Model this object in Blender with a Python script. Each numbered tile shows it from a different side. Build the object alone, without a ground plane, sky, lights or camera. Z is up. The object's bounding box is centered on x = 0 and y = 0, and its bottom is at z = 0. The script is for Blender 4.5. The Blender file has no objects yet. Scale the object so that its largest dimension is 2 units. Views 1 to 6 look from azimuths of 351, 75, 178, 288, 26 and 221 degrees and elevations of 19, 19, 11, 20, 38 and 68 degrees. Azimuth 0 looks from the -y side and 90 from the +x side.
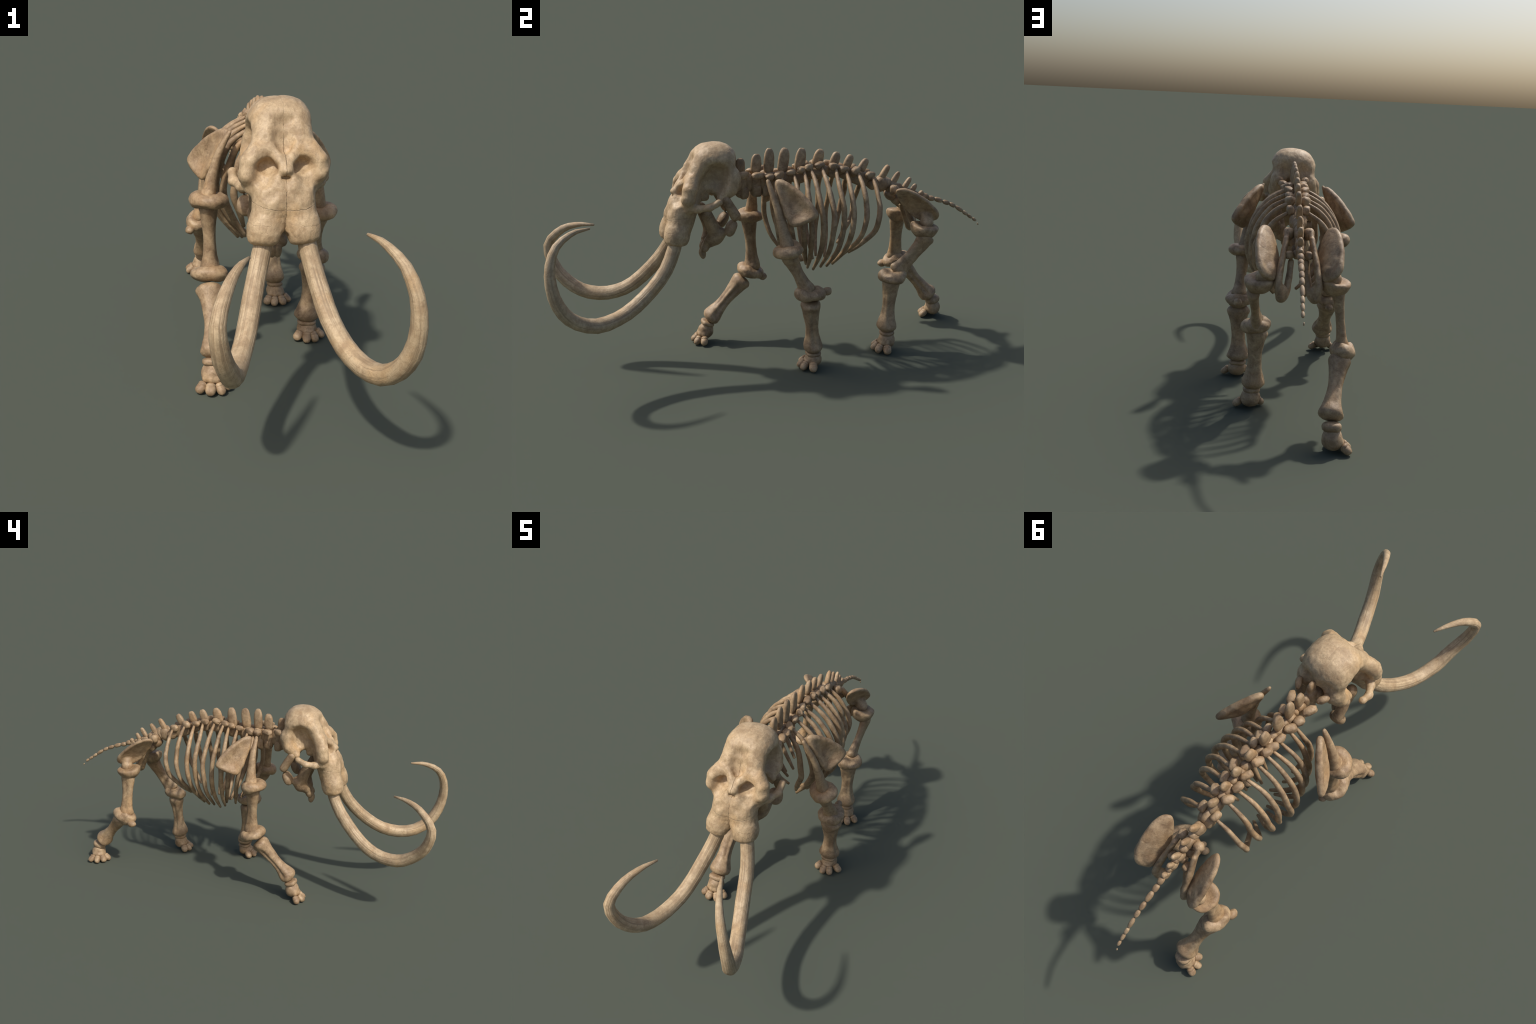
"""Mounted skeleton of a long-tusked elephant, walking.
Every bone is built from measured joints: lofted shafts, superellipsoid lumps and
blended implicit solids (skull, jaw, joints, pelvis) polygonised on a grid."""
import bpy, math
import numpy as np
from mathutils import Vector

V = lambda *a: np.array(a, float)
MX = -0.002          # mirror plane of the trunk
SX = -0.009          # mirror plane of the skull


# ------------------------------------------------------------------ numeric helpers
def unit(v):
    v = np.asarray(v, float)
    return v / (np.linalg.norm(v) + 1e-12)


def frame(axis, hint=(0, 0, 1)):
    """columns: side, front, axis (right handed)"""
    w = unit(axis)
    h = np.asarray(hint, float)
    if abs(w @ unit(h)) > 0.97:
        h = V(0, -1, 0.1)
    u = unit(np.cross(h, w))
    return np.stack([u, np.cross(w, u), w], 1)


def curve(points, n):
    """Catmull-Rom through the points"""
    P = np.asarray(points, float)
    Q = np.vstack([2 * P[0] - P[1], P, 2 * P[-1] - P[-2]])
    t = np.linspace(0, len(P) - 1, n)
    i = np.minimum(t.astype(int), len(P) - 2)
    f = (t - i)[:, None]
    a, b, c, d = Q[i], Q[i + 1], Q[i + 2], Q[i + 3]
    return 0.5 * (2 * b + (c - a) * f + (2 * a - 5 * b + 4 * c - d) * f ** 2 + (3 * b - a - 3 * c + d) * f ** 3)


def hash3(i):
    i = i.astype(np.int64)
    n = (i[..., 0] * 73856093) ^ (i[..., 1] * 19349663) ^ (i[..., 2] * 83492791)
    n = (n ^ (n >> 13)) * 1274126177
    return ((n ^ (n >> 16)) & 0xFFFF) / 65535.0


def noise(P, scale, seed=0.0):
    q = P * scale + seed
    i = np.floor(q)
    f = q - i
    f = f * f * (3 - 2 * f)
    out = 0
    for dx in (0, 1):
        for dy in (0, 1):
            for dz in (0, 1):
                w = (f[..., 0] if dx else 1 - f[..., 0]) * (f[..., 1] if dy else 1 - f[..., 1]) * (f[..., 2] if dz else 1 - f[..., 2])
                out = out + w * hash3(i + np.array([dx, dy, dz]))
    return out * 2 - 1


def step(x, a, b):
    t = np.clip((x - a) / (b - a), 0, 1)
    return t * t * (3 - 2 * t)


# ------------------------------------------------------------------ implicit solids
def smin(a, b, k):
    if k <= 0:
        return np.minimum(a, b)
    h = np.maximum(k - np.abs(a - b), 0) / k
    return np.minimum(a, b) - h * h * k * 0.25


def smax(a, b, k):
    return -smin(-a, -b, k)


def ball(P, c, r, rot=None, p=2.0):
    """(super)ellipsoid distance estimate; r = three radii, rot = frame columns"""
    r = np.broadcast_to(np.asarray(r, float), (3,))
    d = P - np.asarray(c, float)
    if rot is not None:
        d = d @ rot
    if p == 2.0:
        k0 = np.linalg.norm(d / r, axis=-1)
        k1 = np.linalg.norm(d / (r * r), axis=-1) + 1e-9
        return k0 * (k0 - 1) / k1
    k0 = (np.abs(d / r) ** p).sum(-1) ** (1 / p)
    return (k0 - 1) * np.linalg.norm(d, axis=-1) / (k0 + 1e-9)


def cone(P, a, b, ra, rb):
    a, b = np.asarray(a, float), np.asarray(b, float)
    ab = b - a
    t = np.clip(((P - a) @ ab) / (ab @ ab), 0, 1)
    return np.linalg.norm(P - a - t[..., None] * ab, axis=-1) - (ra + (rb - ra) * t)


def chain(P, pts, radii, k=0.01):
    d = None
    for i in range(len(pts) - 1):
        e = cone(P, pts[i], pts[i + 1], radii[i], radii[i + 1])
        d = e if d is None else smin(d, e, k)
    return d


def mirror_abs(P, x0):
    Q = P - np.array([x0, 0, 0])
    Q[..., 0] = np.abs(Q[..., 0])
    return Q


def polygonise(fn, lo, hi, h):
    """naive surface nets, then a few projections onto the zero set"""
    lo, hi = np.asarray(lo, float), np.asarray(hi, float)
    n = np.ceil((hi - lo) / h).astype(int) + 1
    ax = [lo[k] + h * np.arange(n[k]) for k in range(3)]
    G = np.stack(np.meshgrid(*ax, indexing="ij"), -1)
    F = fn(G.reshape(-1, 3)).reshape(n)
    S = F < 0
    c = n - 1
    corners = [(i, j, k) for i in (0, 1) for j in (0, 1) for k in (0, 1)]
    sl = lambda A, o: A[o[0]:o[0] + c[0], o[1]:o[1] + c[1], o[2]:o[2] + c[2]]
    cnt = sum(sl(S, o).astype(int) for o in corners)
    act = (cnt > 0) & (cnt < 8)
    acc = np.zeros(tuple(c) + (3,))
    num = np.zeros(tuple(c))
    for a in corners:
        for k in range(3):
            if a[k] == 0:
                b = list(a); b[k] = 1
                fa, fb = sl(F, a), sl(F, b)
                cross = (fa < 0) != (fb < 0)
                t = np.where(cross, fa / np.where(cross, fa - fb, 1), 0)
                num += cross
                for m in range(3):
                    acc[..., m] += cross * (a[m] + (t if m == k else 0))
    idx = -np.ones(tuple(c), int)
    cells = np.argwhere(act)
    idx[act] = np.arange(len(cells))
    verts = lo + h * (cells + acc[act] / num[act][:, None])
    quads = []
    for k in range(3):
        o = [0, 0, 0]; o[k] = 1
        s0 = S[:n[0] - o[0], :n[1] - o[1], :n[2] - o[2]]
        s1 = S[o[0]:, o[1]:, o[2]:]
        E = np.argwhere(s0 != s1)
        u, v = (k + 1) % 3, (k + 2) % 3
        ok = (E[:, u] > 0) & (E[:, v] > 0) & (E[:, u] < c[u]) & (E[:, v] < c[v])
        E = E[ok]
        inside = s0[tuple(E.T)]
        q = []
        for du, dv in ((1, 1), (0, 1), (0, 0), (1, 0)):
            B = E.copy(); B[:, u] -= du; B[:, v] -= dv
            q.append(idx[tuple(B.T)])
        q = np.stack(q, 1)
        q[~inside] = q[~inside][:, ::-1]
        quads.append(q)
    quads = np.concatenate(quads)
    e = h * 0.3
    for _ in range(3):
        f = fn(verts)
        g = np.stack([fn(verts + e * np.eye(3)[k]) - fn(verts - e * np.eye(3)[k]) for k in range(3)], -1) / (2 * e)
        gn = (g * g).sum(-1) + 0.05
        verts = verts - np.clip(f / gn, -h, h)[:, None] * g * 0.8
    return verts, quads.tolist()


# ------------------------------------------------------------------ surfaces made of rings
def ring_tube(rings, tip_a, tip_b):
    n, m = rings.shape[:2]
    verts = np.concatenate([rings.reshape(-1, 3), [tip_a, tip_b]])
    faces = []
    for i in range(n - 1):
        for j in range(m):
            a, b = i * m + j, i * m + (j + 1) % m
            faces.append((a, b, b + m, a + m))
    for j in range(m):
        faces.append((n * m, (j + 1) % m, j))
        faces.append((n * m + 1, (n - 1) * m + j, (n - 1) * m + (j + 1) % m))
    return verts, faces


def tube(path, ru, rv=None, seg=14, hint=(0, 1, 0), lump=0.0, seed=0.0, flute=0.0, flutes=7):
    """sweep of an oval section with parallel-transported frame"""
    path = np.asarray(path, float)
    rv = ru if rv is None else rv
    T = np.gradient(path, axis=0)
    T /= np.linalg.norm(T, axis=1)[:, None]
    u = unit(np.cross(hint, T[0]))
    ang = np.linspace(0, 2 * np.pi, seg, endpoint=False)
    rings = []
    for i, p in enumerate(path):
        u = unit(u - T[i] * (u @ T[i]))
        v = np.cross(T[i], u)
        mod = 1 + flute * np.cos(flutes * ang + seed)
        rings.append(p + (np.cos(ang) * mod)[:, None] * u * ru[i] + (np.sin(ang) * mod)[:, None] * v * rv[i])
    rings = np.array(rings)
    if lump:
        c = path[:, None]
        rings = c + (rings - c) * (1 + lump * noise(rings, 55, seed)[..., None])
    return ring_tube(rings, path[0] - T[0] * ru[0] * 0.55, path[-1] + T[-1] * ru[-1] * 0.55)


def long_bone(a, b, profile, front=(0, -1, 0), grooves=(), seg=40, n=34, seed=0.0, bow=(0, 0, 0)):
    """shaft from a to b. profile rows: t, side radius, front radius.
    grooves rows: angle (deg, 0 = side, 90 = front), width (deg), depth, t0, t1"""
    a, b = np.asarray(a, float), np.asarray(b, float)
    w = unit(b - a)
    s = unit(np.cross(front, w))
    f = np.cross(w, s)
    prof = np.asarray(profile, float)
    t = np.concatenate([[0, 0.012, 0.035], np.linspace(0.07, 0.93, n), [0.965, 0.988, 1]])
    cap = np.interp(t, [0, 0.012, 0.035, 0.07, 0.93, 0.965, 0.988, 1], [0.62, 0.84, 0.95, 1, 1, 0.95, 0.84, 0.62])
    dense = curve(prof, 200)
    ang = np.linspace(0, 2 * np.pi, seg, endpoint=False)
    rings = []
    for ti, ci in zip(t, cap):
        ru, rv = np.interp(ti, dense[:, 0], dense[:, 1]) * ci, np.interp(ti, dense[:, 0], dense[:, 2]) * ci
        mod = np.ones(seg)
        for g, gw, gd, t0, t1 in grooves:
            d = np.abs((np.degrees(ang) - g + 180) % 360 - 180)
            mod -= gd * np.exp(-(d / gw) ** 2) * step(ti, t0, t0 + 0.15) * (1 - step(ti, t1 - 0.15, t1))
        c = a + (b - a) * ti + np.asarray(bow) * math.sin(math.pi * ti)
        rings.append(c + (np.cos(ang) * mod * ru)[:, None] * s + (np.sin(ang) * mod * rv)[:, None] * f)
    rings = np.array(rings)
    c = rings.mean(1, keepdims=True)
    ends = (0.35 + 0.65 * np.abs(2 * t - 1) ** 2)[:, None, None]
    rings = c + (rings - c) * (1 + 0.07 * ends * noise(rings, 42, seed)[..., None] + 0.02 * noise(rings, 110, seed + 5)[..., None])
    return ring_tube(rings, a - w * 0.002, b + w * 0.002)


def lump(c, radii, rot=None, e=0.85, seg=18, rows=11, rough=0.06, seed=0.0, taper=0.0):
    """superellipsoid pebble; its third axis is the pole, tapering toward it"""
    th = np.linspace(0, np.pi, rows + 2)[1:-1]
    ph = np.linspace(0, 2 * np.pi, seg, endpoint=False)
    pw = lambda x: np.sign(x) * np.abs(x) ** e
    r = np.asarray(radii, float)
    rings = np.array([[V(pw(math.sin(t)) * pw(math.cos(p)) * (1 - taper * math.cos(t)),
                         pw(math.sin(t)) * pw(math.sin(p)) * (1 - taper * math.cos(t)), pw(math.cos(t))) for p in ph] for t in th])
    rings *= 1 + rough * noise(rings, 1.9, seed + 3.7)[..., None]
    R = np.eye(3) if rot is None else rot
    rings = (rings * r) @ R.T + np.asarray(c, float)
    rings = rings[::-1]
    v, f = ring_tube(rings, np.asarray(c) - R[:, 2] * r[2] * 0.99, np.asarray(c) + R[:, 2] * r[2] * 0.99)
    return v, f


def merge(*parts):
    vs, fs, o = [], [], 0
    for v, f in parts:
        vs.append(v)
        fs += [tuple(int(i) + o for i in q) for q in f]
        o += len(v)
    return np.concatenate(vs), fs


# ------------------------------------------------------------------ materials
def bone_material(name, light, dark, streak=0.0, warm=0.5, sutures=False, scale=1.0):
    m = bpy.data.materials.new(name)
    m.use_nodes = True
    nt = m.node_tree
    N, L = nt.nodes, nt.links
    bsdf = N["Principled BSDF"]
    tc = N.new("ShaderNodeTexCoord")
    info = N.new("ShaderNodeObjectInfo")

    def math_node(op, a, b=None, clamp=False):
        n = N.new("ShaderNodeMath"); n.operation = op; n.use_clamp = clamp
        for i, x in enumerate((a, b)):
            if x is None:
                continue
            if isinstance(x, (int, float)):
                n.inputs[i].default_value = x
            else:
                L.new(x, n.inputs[i])
        return n.outputs[0]

    def ramp(x, stops):
        n = N.new("ShaderNodeValToRGB")
        el = n.color_ramp.elements
        while len(el) < len(stops):
            el.new(0.5)
        for e, (p, c) in zip(el, stops):
            e.position = p
            e.color = (c, c, c, 1) if isinstance(c, (int, float)) else (*c, 1)
        L.new(x, n.inputs[0])
        return n.outputs[0]

    def mix(f, a, b, kind="MIX"):
        n = N.new("ShaderNodeMix"); n.data_type = "RGBA"; n.blend_type = kind
        for k, x in ((0, f), (6, a), (7, b)):
            if isinstance(x, (int, float)):
                n.inputs[k].default_value = x
            elif isinstance(x, tuple):
                n.inputs[k].default_value = (*x, 1)
            else:
                L.new(x, n.inputs[k])
        return n.outputs[2]

    off = N.new("ShaderNodeVectorMath"); off.operation = "ADD"
    rnd = N.new("ShaderNodeCombineXYZ")
    shift = math_node("MULTIPLY", info.outputs["Random"], 9.0)
    for k in range(3):
        L.new(shift, rnd.inputs[k])
    L.new(tc.outputs["Object"], off.inputs[0])
    if not sutures:
        L.new(rnd.outputs[0], off.inputs[1])
    co = off.outputs[0]

    def tex(s, detail=5, rough=0.6, dist=0.0, stretch=None):
        n = N.new("ShaderNodeTexNoise")
        n.inputs["Scale"].default_value = s
        n.inputs["Detail"].default_value = detail
        n.inputs["Roughness"].default_value = rough
        n.inputs["Distortion"].default_value = dist
        if stretch:
            mp = N.new("ShaderNodeMapping")
            mp.inputs["Scale"].default_value = stretch
            L.new(co, mp.inputs[0]); L.new(mp.outputs[0], n.inputs["Vector"])
        else:
            L.new(co, n.inputs["Vector"])
        return n.outputs["Fac"]

    patch = tex(22 * scale, 7, 0.66, 0.5)
    col = mix(ramp(patch, [(0.36, 0.0), (0.64, 1.0)]), dark, light)
    tint = tex(9 * scale, 3, 0.5)
    col = mix(math_node("MULTIPLY", ramp(tint, [(0.52, 0.0), (0.70, 1.0)]), warm), col,
              tuple(c * k for c, k in zip(light, (1.02, 0.86, 0.66))))
    pale = tex(30 * scale, 4, 0.6, 0.3)
    col = mix(math_node("MULTIPLY", ramp(pale, [(0.52, 0.0), (0.74, 1.0)]), 0.22), col,
              tuple(min(1, c * k) for c, k in zip(light, (1.13, 1.14, 1.16))))
    # brown stain in small blotches
    stain = tex(55 * scale, 7, 0.72, 0.8)
    col = mix(math_node("MULTIPLY", ramp(stain, [(0.34, 1.0), (0.50, 0.0)]), 0.55), col, tuple(c * k for c, k in zip(dark, (0.95, 0.88, 0.80))))
    if sutures:
        grainy = tex(75, 5, 0.65, 0.5, stretch=(1.0, 0.8, 0.30))
        col = mix(math_node("MULTIPLY", ramp(grainy, [(0.38, 1.0), (0.52, 0.0)]), 0.40), col, tuple(c * 0.85 for c in dark))
        stain = math_node("ADD", math_node("MULTIPLY", stain, 0.5), grainy)
    # fine pores and scratchy grain
    grain = tex(150 * scale, 4, 0.7)
    col = mix(math_node("MULTIPLY", ramp(grain, [(0.30, 1.0), (0.47, 0.0)]), 0.38), col, tuple(c * 0.55 for c in dark))
    # hairline cracks: zero crossings of a distorted noise
    cr = tex((26 if sutures else 20) * scale, 4, 0.55, 1.4)
    crack = math_node("LESS_THAN", math_node("ABSOLUTE", math_node("SUBTRACT", cr, 0.5)), 0.0055 if sutures else 0.0035)
    crack = math_node("MULTIPLY", crack, ramp(tex(7 * scale, 2), [(0.44, 0.0), (0.56, 1.0)]))
    col = mix(math_node("MULTIPLY", crack, 0.50), col, tuple(c * 0.45 for c in dark))
    height = math_node("ADD", math_node("ADD", math_node("MULTIPLY", patch, 0.5), math_node("MULTIPLY", stain, 0.5)), math_node("MULTIPLY", grain, 0.3))
    if streak:
        # growth lines: the along-coordinate of the tusk is stored as a plain number on its vertices
        at = N.new("ShaderNodeAttribute"); at.attribute_name = "around"
        al = N.new("ShaderNodeAttribute"); al.attribute_name = "along"
        cx = N.new("ShaderNodeCombineXYZ")
        L.new(math_node("MULTIPLY", at.outputs["Fac"], 3.4), cx.inputs[0])
        L.new(math_node("MULTIPLY", al.outputs["Fac"], 1.6), cx.inputs[1])
        L.new(shift, cx.inputs[2])
        sn = N.new("ShaderNodeTexNoise")
        sn.inputs["Scale"].default_value = 2.4; sn.inputs["Detail"].default_value = 6
        sn.inputs["Roughness"].default_value = 0.65
        L.new(cx.outputs[0], sn.inputs["Vector"])
        s = sn.outputs["Fac"]
        col = mix(math_node("MULTIPLY", ramp(s, [(0.36, 1.0), (0.50, 0.0)]), streak), col, tuple(c * 0.66 for c in dark))
        height = math_node("ADD", height, math_node("MULTIPLY", s, 1.3))
    if sutures:
        sp = N.new("ShaderNodeSeparateXYZ"); L.new(tc.outputs["Object"], sp.inputs[0])
        x, y, z = sp.outputs
        wob = math_node("MULTIPLY", math_node("SUBTRACT", tex(60, 3, 0.6), 0.5), 0.010)
        front = math_node("LESS_THAN", y, math_node("MULTIPLY", z, 0.45))   # only the face side
        line = lambda d, w: math_node("SUBTRACT", 1.0, math_node("DIVIDE", math_node("ABSOLUTE", d), w), True)
        mid = math_node("MULTIPLY", line(math_node("ADD", x, wob), 0.0017), front)
        broken = ramp(tex(26, 2), [(0.40, 0.0), (0.50, 1.0)])
        mid = math_node("MULTIPLY", mid, math_node("ADD", math_node("MULTIPLY", broken, 0.75), 0.25))
        crown = math_node("ADD", math_node("MULTIPLY", math_node("LESS_THAN", z, 0.115), 0.75), 0.25)
        mid = math_node("MULTIPLY", mid, crown)
        bend = math_node("MULTIPLY", math_node("MULTIPLY", x, x), 1.6)
        zz = math_node("ADD", math_node("SUBTRACT", math_node("ADD", z, 0.122), bend), wob)
        across = math_node("MULTIPLY", line(zz, 0.0016), front)
        zs = math_node("ADD", math_node("ADD", z, 0.165), math_node("MULTIPLY", wob, 1.5))
        low = math_node("MULTIPLY", math_node("MULTIPLY", line(zs, 0.0014), 0.3), math_node("GREATER_THAN", math_node("ABSOLUTE", x), 0.045))
        sut = math_node("MAXIMUM", math_node("MAXIMUM", mid, math_node("MULTIPLY", across, math_node("ADD", math_node("MULTIPLY", broken, 0.4), 0.2))), low)
        col = mix(math_node("MULTIPLY", sut, 0.60), col, tuple(c * 0.42 for c in dark))
        height = math_node("SUBTRACT", height, math_node("MULTIPLY", sut, 0.7))
    # each bone a little lighter or darker
    br = N.new("ShaderNodeHueSaturation")
    L.new(math_node("ADD", math_node("MULTIPLY", info.outputs["Random"], 0.14), 0.93), br.inputs["Value"])
    L.new(col, br.inputs["Color"])
    L.new(br.outputs[0], bsdf.inputs["Base Color"])
    L.new(ramp(patch, [(0.3, 0.60), (0.7, 0.42)]), bsdf.inputs["Roughness"])
    bsdf.inputs["Specular IOR Level"].default_value = 0.45
    bump = N.new("ShaderNodeBump")
    bump.inputs["Strength"].default_value = 0.7
    bump.inputs["Distance"].default_value = 0.004
    L.new(height, bump.inputs["Height"])
    L.new(bump.outputs[0], bsdf.inputs["Normal"])
    return m


BONE = bone_material("aged_bone", (0.468, 0.334, 0.196), (0.224, 0.145, 0.080), warm=0.45)
SKULL = bone_material("skull_bone", (0.550, 0.408, 0.246), (0.345, 0.238, 0.134), warm=0.6, sutures=True)
IVORY = bone_material("old_ivory", (0.590, 0.448, 0.278), (0.380, 0.266, 0.154), streak=0.75, warm=0.5)

# ------------------------------------------------------------------ objects
ROOT = bpy.data.objects.new("mammoth_skeleton", None)
ROOT["label"] = "walking mammoth skeleton of tan bones with huge curled tusks"
ROOT["category"] = "skeleton"
bpy.context.scene.collection.objects.link(ROOT)
ROOT.empty_display_size = 0.2


def link(o, parent):
    bpy.context.scene.collection.objects.link(o)
    o.parent = parent
    base = V(0, 0, 0)
    p = parent
    while p is not None:
        base += np.array(p.location) if p is not ROOT else 0
        p = p.parent
    return base


def make(name, geo, mat=None, parent=None, origin=None, floats=None):
    parent = parent or ROOT
    v, f = geo
    v = np.asarray(v, float)
    o0 = (v.min(0) + v.max(0)) / 2 if origin is None else np.asarray(origin, float)
    me = bpy.data.meshes.new(name)
    me.from_pydata((v - o0).tolist(), [], [tuple(q) for q in f])
    me.materials.append(mat or BONE)
    me.polygons.foreach_set("use_smooth", [True] * len(me.polygons))
    for k, vals in (floats or {}).items():
        at = me.attributes.new(k, "FLOAT", "POINT")
        at.data.foreach_set("value", np.asarray(vals, np.float32))
    me.update()
    o = bpy.data.objects.new(name, me)
    base = link(o, parent)
    o.location = Vector(o0 - base)
    return o


def world(o):
    p, s = o, V(0, 0, 0)
    while p is not None:
        s = s + np.array(p.location); p = p.parent
    return s


def mirrored(o, parent=None, plane=MX):
    """the same bone on the other side of the body"""
    c = o.copy()
    w = world(o)
    base = link(c, parent or o.parent)
    c.location = Vector(V(2 * plane - w[0], w[1], w[2]) - base)
    c.scale = (-1, 1, 1)
    return c


# ================================================================== SKULL
def skull_fn(P):
    Q = mirror_abs(P, SX)
    tilt = P[:, 0] - SX
    Q[:, 2] -= 0.045 * tilt            # the head hangs a touch to one side
    Q[:, 1] -= 0.020 * tilt
    # brain case: high, blunt dome with a flat back
    d = ball(Q, (0, -0.268, 0.882), (0.105, 0.098, 0.1045), p=2.5)
    d = smin(d, ball(Q, (0, -0.232, 0.815), (0.088, 0.068, 0.058), p=2.4), 0.03)
    # forehead slab running down to the nose
    R = frame((0, -0.42, -0.91), (1, 0, 0))
    d = smin(d, ball(Q, (0, -0.350, 0.870), (0.028, 0.080, 0.098), rot=R, p=2.3), 0.035)
    # two ridges run down the forehead and converge on the nose
    d = smin(d, chain(Q, [(0.050, -0.330, 0.930), (0.047, -0.354, 0.885), (0.042, -0.374, 0.850)], [0.018, 0.021, 0.021], 0.02), 0.024)
    # temple hollow in each side
    hollow = ball(Q, (0.133, -0.281, 0.838), (0.080, 0.073, 0.083))
    hollow = smin(hollow, ball(Q, (0.120, -0.328, 0.800), (0.070, 0.038, 0.060)), 0.03)
    d = smax(d, -hollow, 0.018)
    # upper jaw with the two tusk sockets
    face = smin(ball(Q, (0, -0.399, 0.752), (0.084, 0.050, 0.080), p=2.2), ball(Q, (0, -0.421, 0.680), (0.076, 0.056, 0.075), p=2.2), 0.04)
    face = smin(face, cone(Q, (0.044, -0.424, 0.72), (0.057, -0.447, 0.612), 0.045, 0.0495), 0.035)
    sock = ball(Q, (0.059, -0.454, 0.608), (0.049, 0.053, 0.062), rot=frame((0.1, -0.25, -1), (1, 0, 0)), p=2.3)
    face = smin(face, sock, 0.02)
    cut = (Q - V(0.06, -0.46, 0.567)) @ unit(V(0.12, -0.18, -1))
    face = smax(face, cut, 0.018)
    d = smin(d, face, 0.04)
    # flaring brow and cheek on each side of the nose
    d = smin(d, chain(Q, [(0.060, -0.325, 0.905), (0.066, -0.356, 0.874), (0.080, -0.376, 0.843), (0.104, -0.394, 0.809), (0.109, -0.403, 0.773), (0.094, -0.396, 0.732)],
                      [0.018, 0.019, 0.0235, 0.0280, 0.0255, 0.021], 0.02), 0.024)
    d = smin(d, chain(Q, [(0.046, -0.380, 0.842), (0.086, -0.386, 0.832)], [0.021, 0.022], 0.02), 0.022)
    # cheek arch with a free rear end
    d = smin(d, chain(Q, [(0.092, -0.395, 0.735), (0.122, -0.366, 0.731), (0.144, -0.325, 0.737), (0.143, -0.284, 0.756)],
                      [0.021, 0.0158, 0.0142, 0.0142], 0.012), 0.012)
    # nostrils: wide drooping hollows on each side of the nasal boss
    R = frame((0.20, -0.97, 0.1), (0, 0, 1))
    d = smax(d, -ball(Q, (0.054, -0.430, 0.800), (0.036, 0.026, 0.062), rot=R), 0.012)
    d = smax(d, -ball(Q, (0.070, -0.456, 0.774), (0.026, 0.030, 0.032), rot=R), 0.022)
    d = smin(d, chain(Q, [(0.034, -0.378, 0.858), (0.016, -0.408, 0.820), (0.003, -0.430, 0.796)], [0.018, 0.016, 0.015], 0.01), 0.014)
    d = smin(d, ball(Q, (0, -0.438, 0.790), (0.020, 0.019, 0.015)), 0.010)
    d = smax(d, -ball(Q, (0, -0.453, 0.769), (0.015, 0.021, 0.0055)), 0.006)
    # hollows of the face
    d = smax(d, -ball(Q, (0.050, -0.484, 0.745), (0.030, 0.016, 0.030)), 0.018)
    d = smax(d, -ball(Q, (0, -0.390, 0.892), (0.027, 0.018, 0.060)), 0.028)
    d = smax(d, -ball(Q, (0, -0.366, 0.928), (0.024, 0.012, 0.018)), 0.018)
    # cleft between the sockets
    d = smax(d, -ball(Q, (0, -0.470, 0.555), (0.015, 0.10, 0.046)), 0.020)
    d = smax(d, -ball(Q, (0, -0.526, 0.655), (0.007, 0.022, 0.085)), 0.012)
    # two shallow hollows at the back, and the notch for the neck
    d = smax(d, -ball(Q, (0.048, -0.150, 0.885), (0.038, 0.042, 0.052)), 0.022)
    d = smax(d, -ball(Q, (0, -0.150, 0.800), (0.050, 0.058, 0.070)), 0.025)
    # lower rear corners and the underside
    d = smin(d, chain(Q, [(0.074, -0.203, 0.838), (0.086, -0.222, 0.790), (0.088, -0.262, 0.755)], [0.024, 0.020, 0.016], 0.02), 0.04)
    d = smin(d, cone(Q, (0.030, -0.345, 0.800), (0.045, -0.378, 0.735), 0.030, 0.026), 0.03)
    d = smin(d, ball(Q, (0.028, -0.322, 0.772), (0.018, 0.022, 0.028), p=3), 0.012)
    d = d + 0.0014 * noise(P, 36, 1.3) + 0.0010 * noise(P, 90, 4.1)
    return d


skull = make("skull", polygonise(skull_fn, (-0.185, -0.545, 0.545), (0.170, -0.135, 1.015), 0.0042), SKULL, origin=(SX, -0.3, 0.8))


def jaw_fn(P):
    Q = mirror_abs(P, SX)
    Q[:, 2] -= 0.03 * (P[:, 0] - SX)
    d = cone(Q, (0.094, -0.242, 0.752), (0.092, -0.203, 0.682), 0.020, 0.0225)
    d = smin(d, ball(Q, (0.081, -0.222, 0.626), (0.022, 0.034, 0.037), rot=frame((0, 0.5, 1), (1, 0, 0)), p=2.3), 0.002)
    body = chain(Q, [(0.060, -0.262, 0.604), (0.046, -0.283, 0.584), (0.027, -0.306, 0.560)], [0.024, 0.029, 0.025], 0.02)
    tooth = cone(Q, (0.068, -0.320, 0.692), (0.050, -0.284, 0.606), 0.024, 0.031)
    d = smin(d, smin(body, tooth, 0.010), 0.003)
    # knobbly chin
    d = smin(d, ball(Q, (0.019, -0.322, 0.538), (0.018, 0.022, 0.026), rot=frame((0, -0.5, -1), (1, 0, 0)), p=2.3), 0.004)
    d = smin(d, ball(Q, (0.009, -0.334, 0.504), (0.014, 0.015, 0.024)), 0.004)
    return d + 0.002 * noise(P, 40, 7.0)


make("mandible", polygonise(jaw_fn, (-0.15, -0.37, 0.465), (0.13, -0.165, 0.79), 0.0042), parent=skull)

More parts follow.
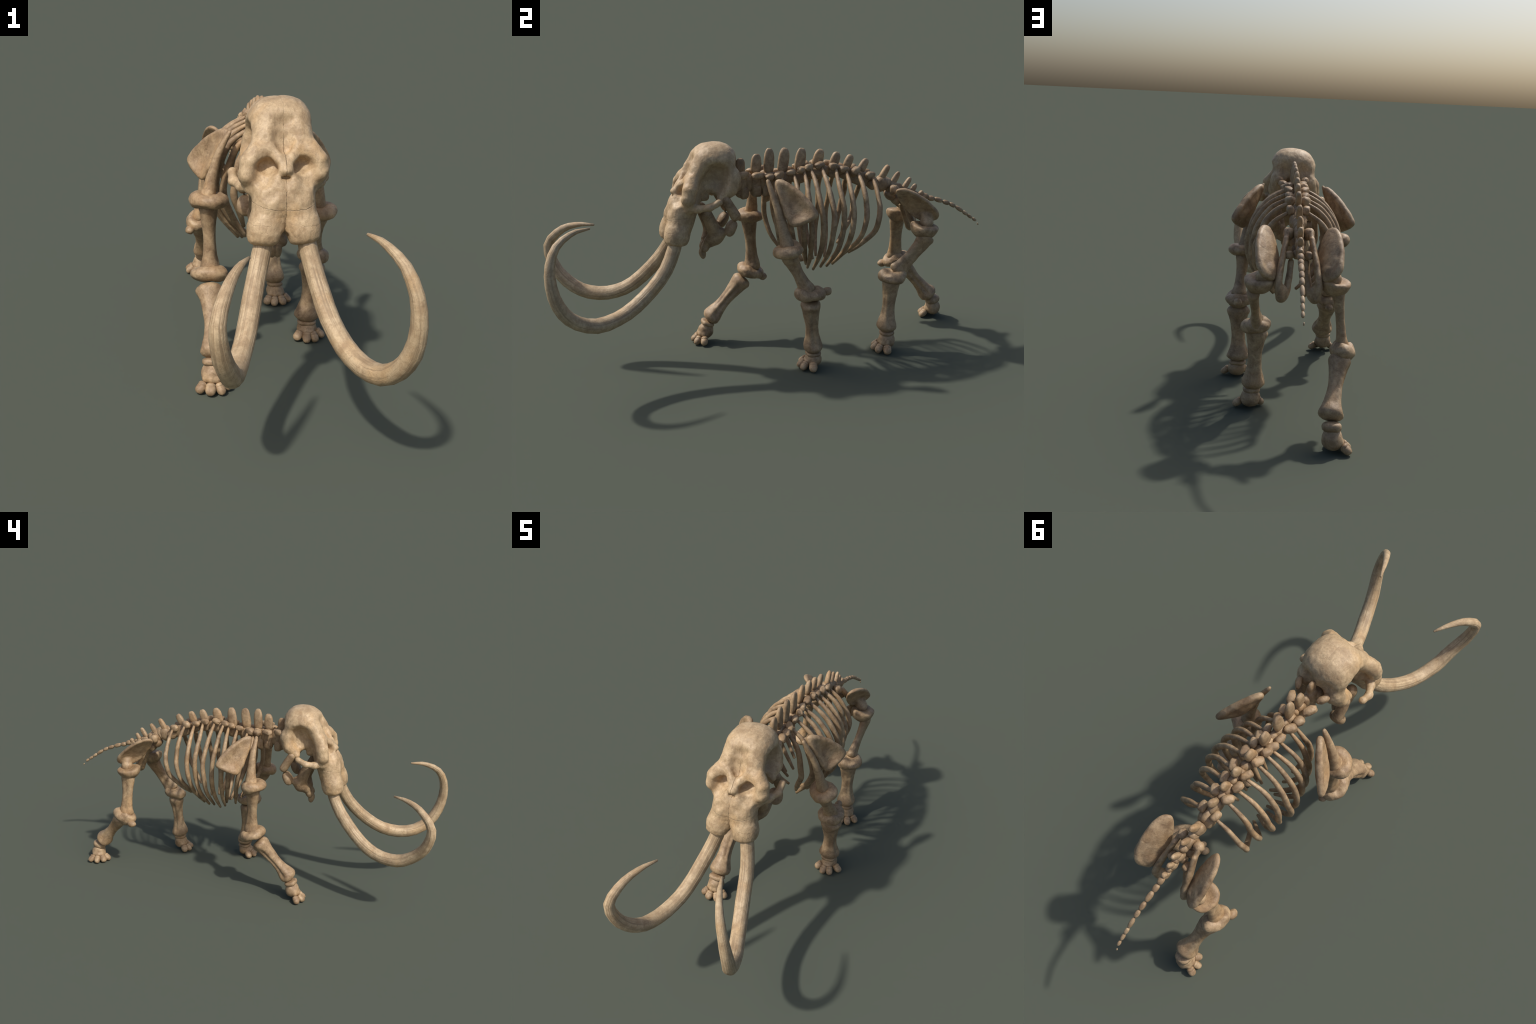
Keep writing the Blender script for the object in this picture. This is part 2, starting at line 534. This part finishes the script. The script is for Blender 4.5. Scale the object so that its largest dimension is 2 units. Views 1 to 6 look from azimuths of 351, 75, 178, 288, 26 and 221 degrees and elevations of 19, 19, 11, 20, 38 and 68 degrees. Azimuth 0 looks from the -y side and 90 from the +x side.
TUSK_PATHS = (
    [(0.056, -0.452, 0.625), (0.064, -0.465, 0.569), (0.090, -0.517, 0.472), (0.116, -0.608, 0.383), (0.151, -0.712, 0.325), (0.194, -0.825, 0.315),
     (0.226, -0.917, 0.368), (0.247, -0.966, 0.457), (0.241, -0.979, 0.568), (0.211, -0.949, 0.660), (0.172, -0.879, 0.703), (0.144, -0.808, 0.707)],
    [(-0.068, -0.452, 0.620), (-0.073, -0.460, 0.561), (-0.101, -0.521, 0.465), (-0.136, -0.627, 0.361), (-0.169, -0.726, 0.316), (-0.199, -0.827, 0.320),
     (-0.219, -0.905, 0.368), (-0.248, -0.959, 0.442), (-0.262, -0.975, 0.537), (-0.232, -0.914, 0.608), (-0.196, -0.843, 0.633), (-0.162, -0.776, 0.633)],
)
for k, path in enumerate(TUSK_PATHS):
    n, seg = 30, 16
    t = np.linspace(0, 1, n)
    r = np.interp(t, [0, 0.2, 0.45, 0.62, 0.78, 0.90, 1], [0.0280, 0.0305, 0.0315, 0.0270, 0.0190, 0.0120, 0.0045])
    line = curve(path, n) - V(0, 0, 0.005) * np.sin(np.pi * t)[:, None]
    geo = tube(line, r, seg=seg, hint=(1, 0, 0.2), lump=0.035, seed=k * 3.1, flute=0.012, flutes=5)
    around = np.append(np.tile(np.abs(np.linspace(-1, 1, seg, endpoint=False)), n), [0, 0])
    along = np.append(np.repeat(t, seg), [0, 1])
    make("tusk", geo, IVORY, parent=skull, floats={"around": around, "along": along})

# ================================================================== BACKBONE
# rows: tip y, tip z, base y, base z, half length along the back, centrum drop, centrum height
SPINE = (
    (-0.154, 0.909, -0.157, 0.846, 0.021, 0.052, 0.056), (-0.082, 0.921, -0.088, 0.846, 0.023, 0.054, 0.054),
    (-0.025, 0.941, -0.031, 0.844, 0.023, 0.046, 0.046), (0.045, 0.938, 0.030, 0.840, 0.024, 0.036, 0.034),
    (0.121, 0.932, 0.107, 0.841, 0.024, 0.030, 0.032), (0.207, 0.920, 0.183, 0.846, 0.024, 0.026, 0.028),
    (0.284, 0.903, 0.262, 0.845, 0.021, 0.026, 0.028), (0.348, 0.886, 0.324, 0.833, 0.019, 0.026, 0.029),
    (0.422, 0.862, 0.390, 0.810, 0.018, 0.032, 0.034), (0.527, 0.825, 0.491, 0.766, 0.015, 0.022, 0.036),
    (0.579, 0.791, 0.546, 0.738, 0.014, 0.016, 0.030), (0.636, 0.760, 0.605, 0.712, 0.0125, 0.016, 0.026),
    (0.665, 0.728, 0.643, 0.692, 0.0115, 0.012, 0.022), (0.700, 0.693, 0.684, 0.672, 0.0105, 0.006, 0.015),
)
vertebrae = []
for i, (ty, tz, by, bz, hl, drop, ch) in enumerate(SPINE):
    up = V(0, ty - by, tz - bz)
    length = np.linalg.norm(up)
    nxt = SPINE[min(i + 1, 13)]
    run = V(0, nxt[2] - by, nxt[3] - bz) if i < 13 else V(0, 0.04, -0.02)
    R = frame(run, (0, 0, 1))
    half = max(0.021, np.linalg.norm(run) * 0.46)
    wide = 0.0235 if i < 9 else 0.0225 - 0.0026 * (i - 9)
    c = V(MX, by, bz - drop)
    body = merge(
        lump(c, (wide, ch, half), R, e=0.8, seed=i * 1.7, rough=0.10),
        lump(c + run * 0.5 + V(0.002, 0, 0.010), (wide * 0.85, ch * 0.75, half * 0.62), R, e=0.85, seed=i + 0.5, rough=0.12))
    v = make("vertebra", body)
    vertebrae.append(v)
    A = frame(up, (1, 0, 0))                       # columns: along the back, sideways, up
    mid = V(MX, by, bz) + up * 0.46
    make("spinous_process", lump(mid, (hl, 0.0125 if i < 10 else 0.0105, length * 0.57), A, e=0.72, seed=i * 2.3, rough=0.05, taper=0.10), parent=v)
# keel pieces hanging under the loins
for y, z, r in ((0.447, 0.752, 0.028), (0.537, 0.690, 0.024), (0.566, 0.664, 0.022), (0.600, 0.655, 0.018)):
    make("vertebral_keel", lump((MX, y, z), (r * 0.9, r * 1.25, r), frame((0, 0.5, -0.8), (1, 0, 0)), e=0.7, seed=y * 9), parent=vertebrae[8 if y < 0.5 else 10])
make("vertebral_keel", lump((MX, -0.142, 0.762), (0.026, 0.020, 0.030), e=0.6, seed=3), parent=vertebrae[0])
make("vertebral_keel", lump((MX, -0.088, 0.766), (0.026, 0.022, 0.030), e=0.6, seed=4), parent=vertebrae[1])
make("vertebral_keel", lump((MX, -0.045, 0.765), (0.024, 0.020, 0.030), e=0.6, seed=5), parent=vertebrae[2])
make("vertebral_keel", lump((MX, -0.180, 0.800), (0.034, 0.030, 0.030), e=0.8, seed=6), parent=vertebrae[0])

RIB_HEADS = [(-0.017, 0.804), (0.015, 0.818), (0.072, 0.827), (0.118, 0.834), (0.149, 0.843), (0.198, 0.850), (0.262, 0.838), (0.311, 0.823), (0.366, 0.811), (0.436, 0.784)]
# sideways processes: x, y, z, radii, owner
SIDE = [(0.058, -0.155, 0.848, 0.017, 0.028, 0.017, 0), (0.044, -0.092, 0.838, 0.019, 0.030, 0.019, 1), (0.036, -0.036, 0.826, 0.018, 0.024, 0.018, 2)]
for (y, z), own in zip(RIB_HEADS[1:], (3, 3, 4, 4, 5, 6, 6, 7, 8)):
    SIDE.append((0.031, y - 0.008, z + 0.010, 0.0162, 0.0225, 0.0172, own))
SIDE += [(0.038, 0.540, 0.722, 0.016, 0.020, 0.021, 10), (0.036, 0.614, 0.655, 0.014, 0.017, 0.019, 11)]
for i, (x, y, z, a, b, c, own) in enumerate(SIDE):
    R = frame((0.35, 1, -0.1), (0, 0, 1)) if i < 3 else frame((-0.25, 1, -0.15), (0, 0, 1))
    R = frame((-0.45, 1, 0), (0, 0, 1)) if i >= 3 else frame((0.45, -1, 0.05), (0, 0, 1))
    k = V(1, 1, 1) + 0.22 * noise(V(i, 2 * i, 0)[None] + np.array([[0.3, 0, 0], [0, 7.3, 0], [0, 0, 4.1]]), 1.7)
    R = R @ frame((0.25 * math.sin(i * 2.7), 0.2 * math.cos(i * 1.9), 1), (0, 1, 0)) if i >= 3 else R
    p = make("transverse_process", lump((MX + x, y, z), V(a, c, b) * k, R, e=0.78, seed=i * 1.9, rough=0.15), parent=vertebrae[own])
    mirrored(p, vertebrae[own])

# tail beads
TAIL = [(0.714, 0.668), (0.744, 0.654), (0.782, 0.643), (0.822, 0.627), (0.855, 0.612), (0.892, 0.589), (0.924, 0.566), (0.949, 0.548), (0.974, 0.530)]
HALF = [0.018, 0.019, 0.024, 0.020, 0.018, 0.025, 0.017, 0.017, 0.013]
for i, ((y, z), hl) in enumerate(zip(TAIL, HALF)):
    j = min(i, len(TAIL) - 2)
    d = V(0, TAIL[j + 1][0] - TAIL[j][0], TAIL[j + 1][1] - TAIL[j][1])
    r = 0.0125 - 0.0007 * i
    make("tail_vertebra", lump((MX, y, z), (r, r * 1.05, hl), frame(d, (0, 0, 1)), e=0.9, seg=12, rows=9, seed=i * 3.3))
make("tail_vertebra", lump((MX - 0.003, 0.9965, 0.505), (0.0035, 0.003, 0.006), frame((0, 0.5, -1), (1, 0, 0)), seg=8, rows=6))

# ================================================================== RIBS (control points measured along each rib)
RIBS = [
    [(0.040, -0.017, 0.804), (0.074, -0.019, 0.762), (0.094, -0.026, 0.712), (0.102, -0.028, 0.647), (0.103, -0.021, 0.598), (0.079, -0.006, 0.537), (0.057, 0.028, 0.475)],
    [(0.038, 0.015, 0.818), (0.087, 0.017, 0.775), (0.114, 0.018, 0.718), (0.135, 0.023, 0.639), (0.130, 0.035, 0.577), (0.092, 0.053, 0.496), (0.042, 0.070, 0.424)],
    [(0.037, 0.072, 0.827), (0.105, 0.066, 0.781), (0.139, 0.065, 0.721), (0.158, 0.070, 0.644), (0.146, 0.079, 0.571), (0.090, 0.102, 0.475), (0.020, 0.128, 0.412)],
    [(0.040, 0.118, 0.834), (0.106, 0.108, 0.793), (0.150, 0.104, 0.727), (0.167, 0.106, 0.664), (0.164, 0.110, 0.590), (0.122, 0.117, 0.489), (0.044, 0.128, 0.402)],
    [(0.038, 0.149, 0.843), (0.102, 0.148, 0.803), (0.158, 0.150, 0.731), (0.180, 0.155, 0.656), (0.173, 0.156, 0.566), (0.133, 0.154, 0.484), (0.058, 0.150, 0.396)],
    [(0.036, 0.198, 0.848), (0.104, 0.196, 0.805), (0.149, 0.200, 0.748), (0.179, 0.205, 0.677), (0.188, 0.198, 0.608), (0.160, 0.191, 0.512), (0.053, 0.187, 0.403)],
    [(0.037, 0.262, 0.837), (0.104, 0.250, 0.794), (0.154, 0.250, 0.731), (0.171, 0.253, 0.678), (0.168, 0.250, 0.598), (0.151, 0.232, 0.506), (0.072, 0.208, 0.410)],
    [(0.036, 0.311, 0.823), (0.101, 0.303, 0.782), (0.147, 0.301, 0.715), (0.163, 0.301, 0.660), (0.169, 0.289, 0.583), (0.124, 0.276, 0.495), (0.050, 0.243, 0.409)],
    [(0.037, 0.366, 0.811), (0.087, 0.366, 0.779), (0.124, 0.367, 0.731), (0.133, 0.369, 0.693), (0.156, 0.361, 0.630), (0.141, 0.335, 0.541), (0.063, 0.281, 0.447)],
    [(0.039, 0.435, 0.784), (0.088, 0.433, 0.748), (0.128, 0.432, 0.691), (0.141, 0.429, 0.667), (0.152, 0.421, 0.628), (0.136, 0.407, 0.566), (0.100, 0.350, 0.500), (0.070, 0.312, 0.462)],
]
for i, pts in enumerate(RIBS):
    n = 30
    t = np.linspace(0, 1, n)
    r = np.interp(t, [0, 0.08, 0.3, 0.65, 0.88, 1], [0.0052, 0.0068, 0.0095, 0.0100, 0.0082, 0.0050])
    rib = make("rib", tube(curve(pts, n), r * 1.20, r * 1.36, seg=12, hint=(1, 0, 0), lump=0.05, seed=i * 2.9))
    mirrored(rib)

# ================================================================== SHOULDERS
def blade_fn(P):
    top, back, low = V(0.134, -0.042, 0.838), V(0.258, 0.106, 0.713), V(0.216, 0.012, 0.659)
    nrm = unit(np.cross(back - top, low - top))
    nrm = nrm if nrm[0] > 0 else -nrm              # outward
    e1 = unit(back - top)
    e2 = np.cross(nrm, e1)
    e2 = e2 if (low - top) @ e2 > 0 else -e2
    q = P - top
    u, v, w = q @ e1, q @ e2, q @ nrm
    L1, (lu, lv) = np.linalg.norm(back - top), ((low - top) @ e1, (low - top) @ e2)
    # rounded outline: top corner, bowed upper edge, rear corner, lower corner
    poly = [(-0.002, 0.002), (0.004, -0.014), (0.042, -0.027), (0.120, -0.029), (0.200, -0.014), (0.240, 0.006), (0.178, 0.115), (0.153, 0.112)]
    k, acc = 0.0125, 0
    for i in range(len(poly)):
        (ax, ay), (bx, by) = poly[i], poly[(i + 1) % len(poly)]
        n2 = unit((by - ay, ax - bx))
        acc = acc + np.exp(np.clip(((u - ax) * n2[0] + (v - ay) * n2[1]) / k, -60, 60))
    inner = -k * np.log(acc) - 0.0060
    edge = np.clip((inner + 0.004) / 0.042, 0, 1)
    sink = 0.0130 * edge * edge * (3 - 2 * edge)     # dished outer face
    plate = np.hypot(np.maximum(-inner + 0.0, 0), np.maximum(np.abs(w + sink + 0.004) - 0.001, 0)) - 0.0135
    return plate + 0.0015 * noise(P, 40, 2.0)


blade = polygonise(blade_fn, (0.10, -0.07, 0.62), (0.29, 0.14, 0.87), 0.0034)
scapula = make("scapula", blade)
bv, bf = blade
scapula_far = make("scapula", (bv * V(-1, 1, 1) + V(2 * MX, 0, 0), [q[::-1] for q in bf]))


def shoulder_post(parent, top, bot, bend):
    top, bot = np.asarray(top), np.asarray(bot)
    path = [top, top + (bot - top) * 0.33 + bend, top + (bot - top) * 0.66 + np.asarray(bend) * 0.8, bot]
    n = 26
    t = np.linspace(0, 1, n)
    r = np.interp(t, [0, 0.06, 0.3, 0.6, 0.82, 1], [0.006, 0.0095, 0.0135, 0.0175, 0.0235, 0.029])
    make("scapular_spine", tube(curve(path, n), r * 0.92, r * 1.08, seg=18, hint=(0, 1, 0), lump=0.07, seed=top[0] * 10), parent=parent)


shoulder_post(scapula, (0.129, -0.072, 0.838), (0.206, -0.010, 0.556), V(0.012, 0.001, 0.004))
shoulder_post(scapula_far, (-0.134, -0.064, 0.838), (-0.204, -0.062, 0.612), V(-0.010, 0.004, 0.004))


# ================================================================== JOINT BLOCKS
def cuff(name, c, rx, ry, rz, tilt=(0, 0, 1), knob=None, knob_r=None, seed=0.0, bean=0.0, parent=None):
    """kidney-shaped ring of bone that wraps the meeting of two shafts"""
    c = np.asarray(c, float)
    R = frame(tilt, (0, -1, 0))
    tube_r = rz
    Rm = np.array([rx - rz * 0.95, ry - rz * 0.95])

    def fn(P):
        q = (P - c) @ R
        x, y, z = q[:, 0], q[:, 1], q[:, 2]
        big = max(Rm)
        rho = np.hypot(x * big / Rm[0], y * big / Rm[1])
        th = np.arctan2(y, x)
        thick = tube_r * (1 + 0.16 * np.cos(2 * th + seed) + 0.10 * np.cos(3 * th + seed * 2.1) + bean * np.sin(th))
        d = np.hypot((rho - big) * 0.95, z) - thick
        d = smin(d, ball(q, (0, 0, -tube_r * 0.08), (rx * 0.92, ry * 0.92, tube_r * 1.0)), 0.010)
        d = d + 0.0035 * noise(P, 34, seed) + 0.0012 * noise(P, 90, seed)
        return d

    m = max(rx, ry) + 0.02
    return make(name, polygonise(fn, c - m, c + m, 0.0042), parent=parent)


def knob(name, c, r, rot=None, seed=0.0):
    return make(name, lump(c, r, rot, e=1.0, seed=seed, rough=0.10))


cuff("shoulder_joint", (-0.199, -0.073, 0.600), 0.063, 0.064, 0.0235, (0.0, 0.10, 1), seed=0.4)
cuff("shoulder_joint", (0.206, -0.009, 0.548), 0.061, 0.063, 0.0238, (0.0, -0.12, 1), seed=1.2)
cuff("elbow_joint", (-0.193, -0.078, 0.331), 0.066, 0.063, 0.0245, (0.05, 0.42, 1), seed=2.1)
cuff("elbow_joint", (0.217, 0.082, 0.348), 0.062, 0.063, 0.0240, (0.0, 0.05, 1), seed=3.0)
knob("elbow_knob", (0.221, 0.158, 0.350), (0.018, 0.021, 0.019), seed=1)
knob("elbow_knob", (-0.190, -0.018, 0.296), (0.018, 0.020, 0.018), seed=2)
cuff("knee_joint", (0.141, 0.499, 0.354), 0.057, 0.059, 0.0245, (0.12, -0.05, 1), seed=4.4)
cuff("knee_joint", (-0.178, 0.657, 0.310), 0.052, 0.067, 0.0300, (-0.20, -0.28, 1), seed=5.2)
knob("kneecap", (-0.212, 0.603, 0.284), (0.020, 0.024, 0.018), seed=3)


def socket_block(c, rx, ry, rz, nrm, seed):
    """bowl with a flat, slightly dished top that carries the hip"""
    c = np.asarray(c, float)
    n = unit(nrm)

    def fn(P):
        d = ball(P, c + V(0, 0, 0.014), (rx, ry, rz * 1.12), p=2.1)
        h = (P - c - n * 0.022) @ n
        d = smax(d, h, 0.014)
        d = smax(d, -ball(P, c + n * 0.044, (rx * 0.75, ry * 0.75, 0.030)), 0.010)
        return d + 0.0030 * noise(P, 36, seed)

    return make("hip_joint", polygonise(fn, c - 0.085, c + 0.085, 0.0042))


socket_block((0.139, 0.649, 0.556), 0.057, 0.064, 0.050, (0.10, 0.20, 1), 1.0)
socket_block((-0.139, 0.649, 0.556), 0.057, 0.061, 0.050, (-0.12, 0.10, 1), 2.0)

# ================================================================== LIMB SHAFTS
UPPER = [(0, 0.034, 0.037), (0.15, 0.031, 0.034), (0.45, 0.0235, 0.0250), (0.7, 0.0260, 0.0280), (0.9, 0.034, 0.037), (1, 0.035, 0.037)]
LOWER = [(0, 0.046, 0.040), (0.10, 0.050, 0.043), (0.22, 0.042, 0.037), (0.48, 0.0320, 0.0285), (0.68, 0.0345, 0.0305), (0.86, 0.0485, 0.0415), (0.94, 0.048, 0.041), (1, 0.037, 0.034)]
GU = [(20, 22, 0.13, 0.1, 0.95), (200, 26, 0.14, 0.05, 0.9)]
GL = [(8, 16, 0.20, 0.08, 0.95), (62, 12, 0.10, 0.15, 0.8), (188, 18, 0.20, 0.08, 0.95), (265, 20, 0.12, 0.15, 0.9)]
make("humerus", long_bone((-0.203, -0.074, 0.590), (-0.188, -0.067, 0.337), UPPER, grooves=GU, seed=1))
make("humerus", long_bone((0.206, -0.012, 0.535), (0.218, 0.074, 0.352), UPPER, grooves=GU, seed=2))
make("forearm_bone", long_bone((-0.194, -0.108, 0.300), (-0.187, -0.289, 0.110), LOWER, front=(0, -1, 0.8), grooves=GL, seed=3))
make("forearm_bone", long_bone((0.217, 0.084, 0.316), (0.212, 0.098, 0.074), LOWER, grooves=GL, seed=4))
THIGH = [(0, 0.023, 0.036), (0.12, 0.0225, 0.036), (0.45, 0.0175, 0.028), (0.75, 0.0195, 0.031), (0.92, 0.024, 0.038), (1, 0.023, 0.037)]
GT = [(0, 26, 0.20, 0.1, 0.95), (180, 26, 0.22, 0.05, 0.95)]
make("femur", long_bone((0.160, 0.656, 0.535), (0.141, 0.513, 0.366), [(t, a * 1.05, b * 1.13) for t, a, b in THIGH], front=(0, -0.76, 0.64), grooves=GT, seed=5, bow=(0, 0.004, -0.004)))
make("femur", long_bone((-0.149, 0.646, 0.540), (-0.177, 0.650, 0.318), [(t, a * 1.08, b * 1.04) for t, a, b in THIGH], grooves=GT, seed=6))
SHIN = [(0, 0.040, 0.037), (0.10, 0.043, 0.039), (0.25, 0.036, 0.034), (0.48, 0.0290, 0.0280), (0.70, 0.0340, 0.0330), (0.87, 0.0465, 0.0440), (0.94, 0.045, 0.043), (1, 0.034, 0.033)]
make("shin_bone", long_bone((0.138, 0.495, 0.338), (0.147, 0.471, 0.090), SHIN, grooves=GL, seed=7))
make("shin_bone", long_bone((-0.168, 0.680, 0.298), (-0.127, 0.829, 0.110), SHIN, front=(0, -1, -0.8), grooves=GL, seed=8))


# ================================================================== FEET
def foot(c, wrist, wrist_r, wrist_axis, size, heading, fan, name, seed):
    """foot block, ankle disc above it and four toes fanned about the heading (degrees, 0 = ahead, + = toward +x)"""
    c = np.asarray(c, float)
    make(name, lump(wrist, wrist_r, frame(wrist_axis, (0, -1, 0)), e=0.75, seed=seed, rough=0.05, seg=24))
    sx, sy, sz = size
    hd = math.radians(heading)
    fw = V(math.sin(hd), -math.cos(hd), 0)
    sd = V(math.cos(hd), math.sin(hd), 0)
    R = np.stack([sd, -fw, V(0, 0, 1)], 1)

    def fn(P):
        d = ball(P, c, (sx, sy, sz), rot=R, p=2.3)
        d = smin(d, cone(P, c + V(0, 0, 0.004), np.asarray(wrist) * V(1, 1, 1) - V(0, 0, 0.012), 0.026, 0.023), 0.02)
        for a in fan:
            th = math.radians(heading + a)
            out = V(math.sin(th), -math.cos(th), 0)
            d = smin(d, cone(P, c + V(0, 0, 0.010), c + out * (sx * 0.82) + V(0, 0, -0.006), 0.016, 0.0125), 0.008)
        return d + 0.0022 * noise(P, 48, seed)

    block = make("foot", polygonise(fn, c - V(0.065, 0.065, 0.045), c + V(0.065, 0.065, 0.06), 0.0036))
    for k, a in enumerate(fan):
        th = math.radians(heading + a)
        out = V(math.sin(th), -math.cos(th), 0)
        axis = out * 0.82 + V(0, 0, -0.57)
        p = c + out * (sx + 0.015)
        p[2] = 0.0185 + 0.001 * math.sin(k * 2.3 + seed)
        A = frame(axis, (0, 0, 1))
        big = 1.0 + 0.08 * math.sin(k * 1.9 + seed)
        toe = merge(lump(p, (0.0172 * big, 0.0150, 0.0225), A, e=0.88, seed=k + seed, rough=0.06),
                    lump(p - A[:, 2] * 0.010 + V(0, 0, 0.003), (0.0165 * big, 0.0145, 0.0100), A, e=0.88, seed=k + seed + 7, rough=0.06))
        make("toe", toe, parent=block)


foot((-0.197, -0.302, 0.052), (-0.194, -0.292, 0.094), (0.037, 0.032, 0.014), (0, -0.35, -1), (0.036, 0.033, 0.034), 10, (-60, -20, 20, 60), "wrist_bone", 0.3)
foot((0.216, 0.096, 0.036), (0.214, 0.097, 0.065), (0.037, 0.034, 0.012), (0, 0, 1), (0.037, 0.033, 0.031), 18, (-68, -28, 6, 54), "wrist_bone", 1.3)
foot((0.154, 0.472, 0.046), (0.150, 0.474, 0.083), (0.034, 0.033, 0.013), (0, 0, 1), (0.037, 0.034, 0.035), 2, (-46, -12, 26, 70), "ankle_bone", 2.3)
foot((-0.138, 0.851, 0.044), (-0.133, 0.844, 0.091), (0.035, 0.034, 0.019), (0, 0.25, -1), (0.037, 0.035, 0.035), -52, (-58, -20, 17, 52), "ankle_bone", 3.3)


# ================================================================== PELVIS
def ilium_fn(P):
    c = V(0.1165, 0.612, 0.667)
    lng = unit(V(0.000, 0.186, -0.150))
    wid = V(0.088, 0.062, 0.058)
    wid = unit(wid - lng * (wid @ lng))
    nrm = np.cross(wid, lng)
    nrm = nrm if nrm[2] > 0 else -nrm
    R = np.stack([wid, lng, nrm], 1)
    q = (P - c) @ R
    # oval blade, broader toward the rear, gently dished, with a rounded rim
    u, v, w = q.T
    mid = np.clip(1 - (u / 0.060) ** 2 - (v / 0.122) ** 2, 0, 1)
    w = w - 0.010 * mid                     # cupped: hollow on the outside
    ww = np.where(u > 0, 0.055 * (1 + 0.10 * v / 0.11), 0.057 * (1 + 0.28 * v / 0.11))
    rr = (np.abs(u / ww) ** 2.4 + np.abs(v / np.where(v > 0, 0.125, 0.117)) ** 2.4) ** (1 / 2.4)
    d2 = (rr - 1) * ww * 0.95
    d = np.hypot(np.maximum(d2 + 0.011, 0), np.maximum(np.abs(w) - 0.001, 0)) - 0.0115 + 0.0035 * step(mid, 0.1, 0.5)
    d = smin(d, cone(P, (0.112, 0.668, 0.606), (0.124, 0.664, 0.582), 0.026, 0.030), 0.012)   # neck to the hip
    return d + 0.0015 * noise(P, 40, 3.0)


ilium = make("ilium", polygonise(ilium_fn, (0.03, 0.48, 0.55), (0.20, 0.74, 0.78), 0.0036))
mirrored(ilium)


def ischium_fn(P):
    outer = curve([(0.041, 0.545, 0.734), (0.050, 0.592, 0.682), (0.063, 0.643, 0.620), (0.071, 0.685, 0.555), (0.064, 0.686, 0.508)], 14)
    inner = curve([(0.026, 0.608, 0.628), (0.032, 0.632, 0.570), (0.042, 0.655, 0.520), (0.056, 0.672, 0.505)], 10)
    d = chain(P, outer, np.linspace(0.0095, 0.0140, 14), 0.0)
    d = smin(d, chain(P, outer[2:] + V(0, 0.008, 0.006), np.linspace(0.0085, 0.0125, 12), 0.0), 0.008)   # bladed toward the tail
    d = smin(d, chain(P, inner, np.linspace(0.0115, 0.0150, 10), 0.0), 0.012)
    d = smin(d, ball(P, (0.055, 0.674, 0.530), (0.018, 0.015, 0.028)), 0.014)
    return d + 0.0012 * noise(P, 45, 6.0)


ischium = make("ischium", polygonise(ischium_fn, (0.005, 0.52, 0.470), (0.100, 0.73, 0.760), 0.0034))
mirrored(ischium)
